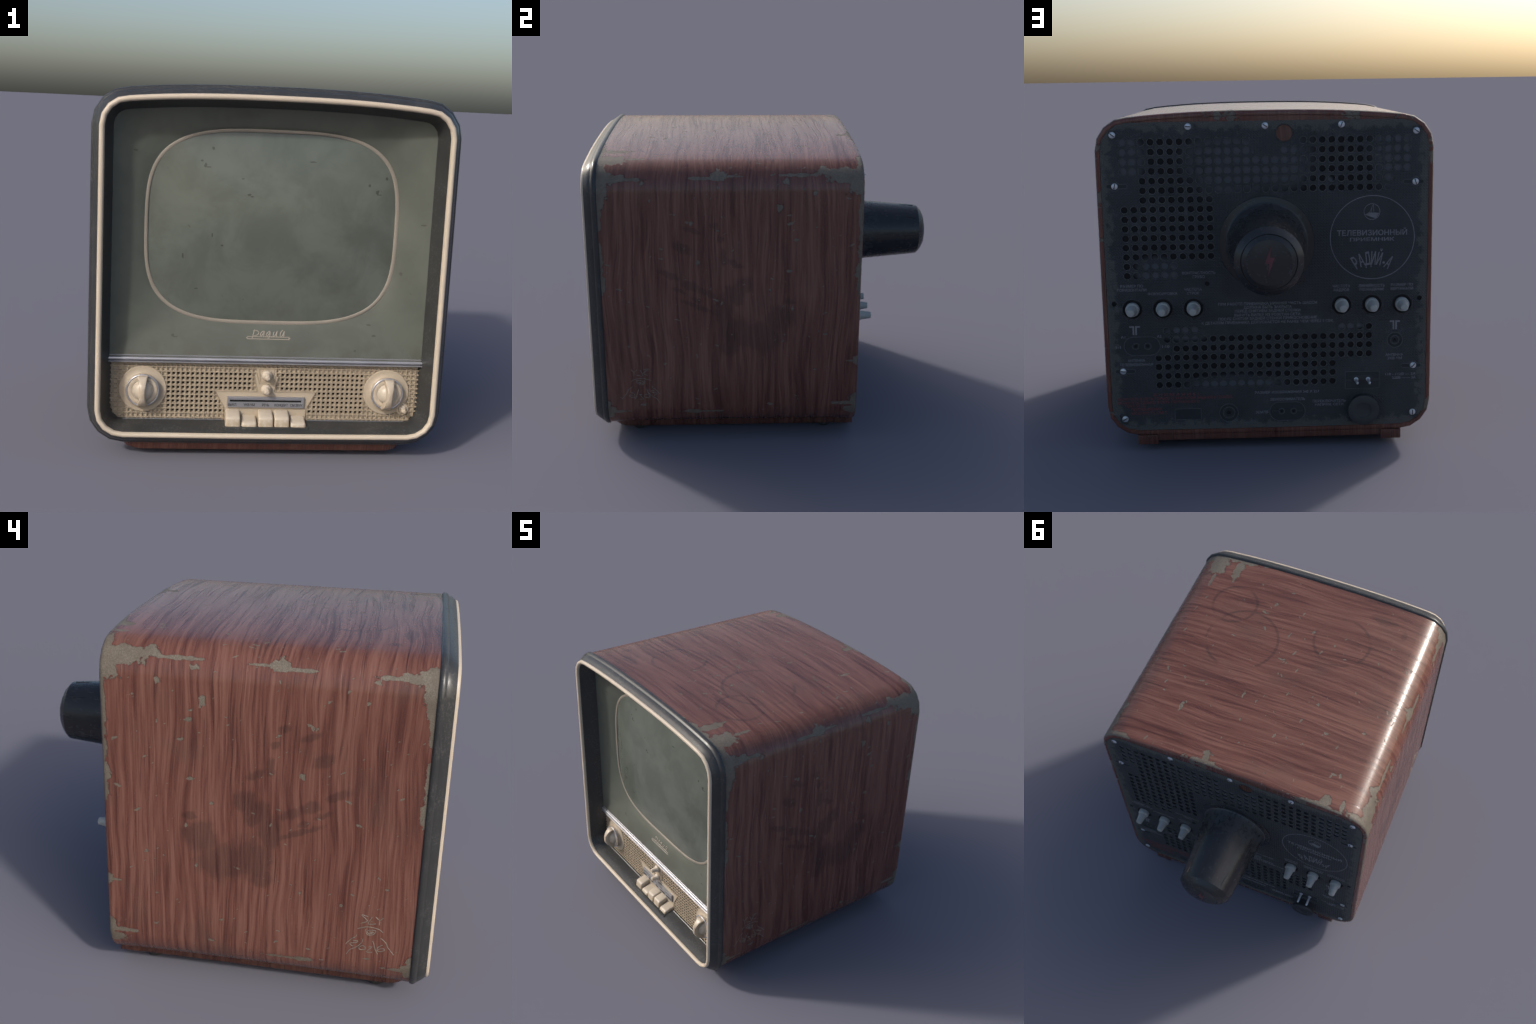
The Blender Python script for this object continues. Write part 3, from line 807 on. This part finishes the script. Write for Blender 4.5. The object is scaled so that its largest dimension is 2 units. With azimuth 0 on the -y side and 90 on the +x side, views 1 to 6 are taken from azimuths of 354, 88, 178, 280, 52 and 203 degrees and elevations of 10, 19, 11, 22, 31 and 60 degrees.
# worn bright rims round the vents
vs, fs = [], []
for (a, b) in vents:
    n0 = len(vs); n = 20
    for rr in (.0166, .0184):
        vs += [(-(a + rr * math.cos(TAU * k / n)), YB + .0004, b + rr * math.sin(TAU * k / n)) for k in range(n)]
    fs += [(n0 + k, n0 + (k + 1) % n, n0 + n + (k + 1) % n, n0 + n + k) for k in range(n)]
rim_me = mesh('vent_rim', vs, fs)
add('vent_rim', rim_me, HOLE_RIM, board, None, 'stuff')
# finger hole showing the wood behind
add('finger_hole_wood', plate('finger_hole_wood', [circle(.0895, 1.5595, .045, 32)], .5035, .4990, BACK), WOOD_BASE, board, None)
strokes('finger_hole_rim', [circle(.0895, 1.5595, .041, 33) + [circle(.0895, 1.5595, .041, 33)[0]]], .0022, YB, BACK, DARK_PART, board)

strokes('recess_rim', [lp + [lp[0]] for lp in recesses if lp not in recesses[4:10]], .0017, YB, BACK, EDGE_HIGHLIGHT, board, depth=.6)
# screws: slotted dome heads
head = lathe('screw', [(.0158, -.004), (.0158, .001), (.0140, .0042), (.0095, .0062), (.004, .0070), (0., .0072)], 0, 0, 24, 1)
slit = box_mesh('screw_slot', (-.0125, .0042, -.0022), (.0125, .0076, .0022))
for cx, cz, y, a in [(-.713, 1.5615, YB, -.7), (-.3595, 1.596, YB, -.1), (0., 1.5955, YB, -.6), (.359, 1.596, YB, 1.2), (.713, 1.562, YB, -.6),
                     (.712, .168, YB, 1.55), (-.713, .168, YB, .55), (-.713, 1.321, .5048, 1.35), (.713, 1.321, .5048, -1.25), (-.713, .4125, .5048, -.08), (.713, .4095, .5048, .8)]:
    s = add('screw', head, ZINC, board); s.location = (-cx, y, cz); s.rotation_euler = (0, a, 0)
    t = add('screw_slot', slit, BLACK, s, None)

# adjusting knobs with dark collars
akn = lathe('adjusting_knob', [(.0335, -.01), (.0335, .016), (.0325, .0195), (.0295, .0215), (.0262, .0225), (.0255, .027), (.0185, .078), (.0172, .0815), (.014, .0830), (0., .0835)], 0, 0, 24, 1)
col_me = rings_mesh('knob_collar', [[(r * math.cos(TAU * k / 36), h, r * math.sin(TAU * k / 36)) for k in range(36)]
                                    for r, h in ((.0515, -.002), (.0512, .0012), (.0495, .0020), (.0472, .0012), (.0462, -.006))])
for cx, cz in KNOBS:
    k = add('adjusting_knob', akn, KNOB_WHITE, board, 45.); k.location = (-cx, .507, cz)
    add('knob_collar', col_me, DARK_PART, k, 60.)

# sockets
def socket(cx, cz, r, name='socket'):
    return add(name, lathe(name, [(r * 1.45, -.001), (r * 1.42, .0022), (r * 1.2, .0032), (r, .0020), (r * .92, -.001), (r * .55, -.0012), (r * .5, .0008), (r * .34, .0010), (r * .28, -.0010), (0., -.0012)], -cx, cz, 28, 1, .5045), DARK_PART, board, 40.)
strokes('socket_rim', [circle(a, b, r, 25) + [circle(a, b, r, 25)[0]] for a, b, r in ((-.647, .5385, .0165), (-.5885, .538, .0165), (.621, .542, .0215), (-.2015, .187, .029),
        (.060, .187, .0145), (.120, .187, .0145))], .0016, .5068, BACK, EDGE_HIGHLIGHT, board, depth=.8)
add('socket_hole', plate('socket_hole', [circle(a, b, r, 20) for a, b, r in ((-.647, .5385, .0070), (-.5885, .538, .0070), (.621, .542, .0080), (-.2015, .187, .0105), (.060, .187, .0065), (.120, .187, .0065))],
    .5062, .5035, BACK), BLACK, board, None, 'stuff')
for cx, cz, r in ((-.647, .5385, .0125), (-.5885, .538, .0125), (.621, .542, .0165), (-.2015, .187, .0215), (.060, .187, .0110), (.120, .187, .0110)):
    socket(cx, cz, r)
add('contact_strip', plate('contact_strip', [rect(.012, .046, .1835, .1915), rect(.134, .166, .1835, .1915), rect(.380, .414, .334, .346), rect(.508, .542, .334, .346),
    stadium(.409, .513, .321, .362)], .5068, .5040, BACK, .0008), DARK_PART, board, 30.)
for cx in (.4305, .490):
    add('contact_pin', lathe('contact_pin', [(.0105, -.002), (.0112, .003), (.0105, .0060), (.0068, .0075), (.0066, .058), (.0055, .0640), (.0028, .0665), (0., .067)], -cx, .3435, 18, 1, .505), ZINC, board, 45.)
add('voltage_selector', lathe('voltage_selector', [(.0680, -.004), (.0680, .034), (.0700, .0380), (.0750, .0395), (.0770, .0430), (.0770, .0500), (.0755, .0530), (.0730, .0540),
    (.0400, .0545), (.0375, .0535), (.0360, .0505), (.0340, .0495), (0., .0495)], -.461, .201, 40, 1, YB), DARK_PART, board, 35.)

# tube cap
cap = add('tube_cap', lathe('tube_cap', [(.2290, -.004), (.2290, .0025), (.2275, .0050), (.2240, .0060), (.2060, .0062), (.1985, .0085), (.1930, .014), (.1900, .024), (.1880, .036), (.1778, .16), (.1655, .30),
    (.1545, .425), (.1523, .4430), (.1400, .4560), (.1265, .4680), (.1238, .4690), (.1218, .4670), (.1200, .4700), (.1000, .4820), (.0600, .4880), (.0200, .4908), (0., .4910)],
    0., 1.036, 40, 1, YB), TUBE, board, 20.)
for k in range(8):                                            # wedge-shaped grips near the end
    a = TAU * k / 8 + math.pi / 2
    rings = []
    for t in range(6):
        y = .845 + .085 * t / 5
        r = .1780 - .0255 * (y - .665) / .29
        w = .004 + .008 * t / 5; h = .0008 + .0022 * t / 5
        rings.append([(r2 * math.cos(a + da), y, 1.036 + r2 * math.sin(a + da)) for da, r2 in
                      ((-w / r, r - .006), (-w * .7 / r, r + h), (w * .7 / r, r + h), (w / r, r - .006))])
    add('cap_grip', rings_mesh('cap_grip', rings, cap0=True, cap1=True), TUBE, cap, 40.)
bolt = [(.012, 1.113), (.004, 1.0610), (.024, 1.0610), (-.007, .977), (-.001, 1.033), (-.020, 1.033)]
bolt = [(.009, 1.112), (.0035, 1.0600), (.0235, 1.0600), (-.006, .979), (.0005, 1.0340), (-.0195, 1.0340)]
add('lightning_mark', plate('lightning_mark', [bolt], .99995, .990, BACK), BOLT_RED, cap, None)
for word, a0, sgn in (('ЗАКРЫТЬ', math.radians(212), -1), ('ОТКРЫТЬ', math.radians(32), -1)):
    for i, ch in enumerate(word):
        a = a0 + sgn * math.radians(64) * i / 6
        px, pz = .094 * math.cos(a), 1.036 + .094 * math.sin(a)
        lettering(ch, px - .0062, px + .0062, pz - .007, .014, YB + .4820, BACK, DARK_PART, cap, 'cap_letter', .0022, a - math.pi / 2, (px, pz))

# round emblem
EX, EZ = .5075, 1.0545
emb = add('emblem_ring', plate('emblem_ring', [circle(EX, EZ, .2045, 80), circle(EX, EZ, .2010, 80)], YB + .0008, YB - .001, BACK), PRINT_GREY, board, None)
BX, BZ = .505, 1.180
add('boat_mark', plate('boat_mark', [circle(BX, BZ, .0395, 40), circle(BX, BZ, .0368, 40)], YB + .0008, YB - .001, BACK), PRINT_GREY, emb, None)
add('boat_hull', plate('boat_hull', [[(.4715, 1.1655), (.4905, 1.1760), (.5380, 1.1735), (.5360, 1.1650), (.5240, 1.1480), (.5060, 1.1530)]], YB + .0009, YB - .001, BACK), PRINT_GREY, emb, None)
strokes('boat_rigging', [[(.4935, 1.177), (.5115, 1.216)], [(.5115, 1.216), (.5150, 1.170)], [(.5045, 1.2), (.5020, 1.176)]], .0011, YB + .0002, BACK, PRINT_GREY, emb)
T = lambda body, a, b, z, cap_h, mat=PRINT_GREY, par=None: lettering(body, a, b, z, cap_h, YB + .0003, BACK, mat, par or board, 'printed_words' if mat is PRINT_GREY else 'warning_words')
T('ТЕЛЕВИЗИОННЫЙ', .337, .675, 1.0655, .0265, par=emb)
T('ПРИЕМНИК', .3995, .614, 1.0375, .0175, par=emb)
for ch, deg, w in (('Р', -30.5, .022), ('А', -19.5, .027), ('Д', -8., .029), ('И', 2.5, .022), ('Й', 13., .022), ('-', 22.5, .011), ('А', 31., .026)):
    px, pz = .5065, .795
    a = math.radians(-deg)
    lettering(ch, px - w / 2, px + w / 2, pz + .128, .064, YB + .0003, BACK, PRINT_GREY, emb, 'arched_letter', .0012, a, (px, pz))

# printed captions
cap_s = .0135
for body, a, b, z in (
        ('КОНТРАСТНОСТЬ', -.410, -.249, .892), ('ГРУБО', -.359, -.301, .873), ('РАЗМЕР ПО', -.707, -.599, .833), ('ГОРИЗОНТАЛИ', -.723, -.583, .8135),
        ('ФОКУСИРОВКА', -.577, -.435, .793), ('ЧАСТОТА', -.402, -.317, .8115), ('СТРОК', -.389, -.330, .7925), ('ЧАСТОТА', .315, .401, .812), ('КАДРОВ', .321, .396, .793),
        ('ЛИНЕЙНОСТЬ', .441, .570, .812), ('ПО КАДРАМ', .447, .563, .7935), ('РАЗМЕР ПО', .599, .707, .8135), ('ВЕРТИКАЛИ', .598, .708, .794),
        ('ПРИ РАБОТЕ ПРИЕМНИКА НИЖНЯЯ ЧАСТЬ ШАССИ', -.241, .239, .734), ('ДОЛЖНА БЫТЬ ЗАКРЫТА', -.117, .116, .716), ('ПЕРЕД СНЯТИЕМ ЗАДНЕЙ СТЕНКИ', -.160, .158, .6975),
        ('ВЫНУТЬ ВИЛКУ ИЗ РОЗЕТКИ СЕТИ.', -.163, .161, .678), ('ПОСЛЕ СНЯТИЯ ЗАДНЕЙ СТЕНКИ ПРИКОСНОВЕНИЕ', -.241, .239, .660),
        ('К ДЕТАЛЯМ ПРИЕМНИКА ДОПУСКАЕТСЯ НЕ РАНЕЕ ЧЕМ ЧЕРЕЗ 5 СЕК.', -.323, .320, .641),
        ('А1', -.716, -.695, .580), ('А2', -.542, -.520, .581), ('1:1', -.743, -.719, .530), ('1:10', -.519, -.483, .529), ('АНТЕННА', -.689, -.604, .4605),
        ('ТЕЛЕВИЗИОННАЯ', -.728, -.566, .440), ('АНТЕННА', .575, .663, .4605), ('УКВ ЧМ', .584, .656, .4425), ('110 - 112В — 5А', .576, .726, .3605), ('220В —— 3А', .609, .727, .3415),
        ('РАЗМЕР ИЗОБРАЖЕНИЯ 345 Х 257', -.071, .248, .2815), ('ЗВУКОСНИМАТЕЛЬ', .003, .177, .2440), ('ЗЕМЛЯ', -.069, -.007, .1795),
        ('ПЕРЕКЛЮЧАТЕЛЬ', .215, .379, .2295), ('НАПРЯЖ. СЕТИ', .226, .367, .2115)):
    T(body, a, b, z, cap_s)
for body, a, b, z in (('В Н И М А Н И Е !', -.569, -.349, .2825), ('ВКЛЮЧАТЬ В СЕТЬ ТОЛЬКО С ЗАКРЫТОЙ ЗАДНЕЙ СТЕНКОЙ.', -.748, -.181, .2635), ('ВКЛЮЧАТЬ ТОЛЬКО В СЕТЬ ПЕРЕМЕННОГО', -.747, -.345, .2440),
                      ('ТОКА 50 ГЦ', -.714, -.612, .2275), ('ПОТРЕБЛЯЕМАЯ', -.681, -.532, .2085), ('МОЩНОСТЬ 170ВТ', -.682, -.508, .1895)):
    T(body, a, b, z, cap_s, PRINT_RED)
for cx in (-.648, .620):                                      # aerial signs
    add('aerial_mark', plate('aerial_mark', [[(cx - .025, .641), (cx - .0025, .641), (cx - .0025, .596), (cx - .0105, .596), (cx - .0105, .633), (cx - .025, .633)],
        [(cx + .025, .641), (cx + .0025, .641), (cx + .0025, .596), (cx + .0105, .596), (cx + .0105, .633), (cx + .025, .633)]], YB + .0008, YB - .001, BACK), PRINT_GREY, board, None)

# ------------------------------------------------------------------ scratched graffiti, alike on both sides
def scr(pts):
    """units of the sketch: u to the front (-y), v down, measured from the top left of the first letter"""
    return [(-.676 - (u - 515) * .000335, .4735 - (v - 240 - (u - 515) * .05) * .000335) for u, v in pts]
marks = [[(610, 268), (515, 245), (605, 330), (530, 372)], [(665, 265), (615, 378), (722, 368)], [(708, 262), (765, 312), (810, 270)], [(765, 312), (765, 385)],
         [(480, 462), (545, 440), (610, 425), (690, 432), (770, 455), (822, 497)],
         [(590, 460), (600, 520), (640, 552), (700, 530), (725, 480), (660, 470), (610, 490), (640, 530), (700, 500), (640, 505)],
         [(478, 555), (455, 600), (420, 615), (335, 712)], [(430, 655), (490, 650), (475, 680), (385, 700), (438, 740)],
         [(560, 615), (545, 680), (480, 750), (400, 795), (352, 872)], [(600, 735), (560, 722), (515, 755), (540, 785), (595, 775), (600, 735)],
         [(645, 735), (690, 730), (620, 812), (700, 812)], [(692, 635), (715, 690), (735, 765), (772, 836)],
         [(830, 688), (770, 730), (762, 780), (810, 792), (862, 765), (835, 745), (775, 760)], [(795, 585), (870, 650), (900, 720), (987, 832)]]
for sx in (-1, 1):
    cu = bpy.data.curves.new('scratched_mark', 'CURVE'); cu.dimensions = '3D'; cu.bevel_depth = .0022; cu.bevel_resolution = 0; cu.use_fill_caps = True
    for ln in marks:
        q = smooth_line(scr(ln), 3); s = cu.splines.new('POLY'); s.points.add(len(q) - 1)
        for p, (yy, zz) in zip(s.points, q): p.co = (yy, zz, 0, 1)
    me = curve_to_mesh(cu, 'scratched_mark')
    me.transform(Matrix.Translation((sx * .8, 0, 0)) @ Matrix(((0, 0, sx * .35, 0), (1, 0, 0, 0), (0, 1, 0, 0), (0, 0, 0, 1))))
    add('scratched_mark', me, SCRATCH, cab, None)
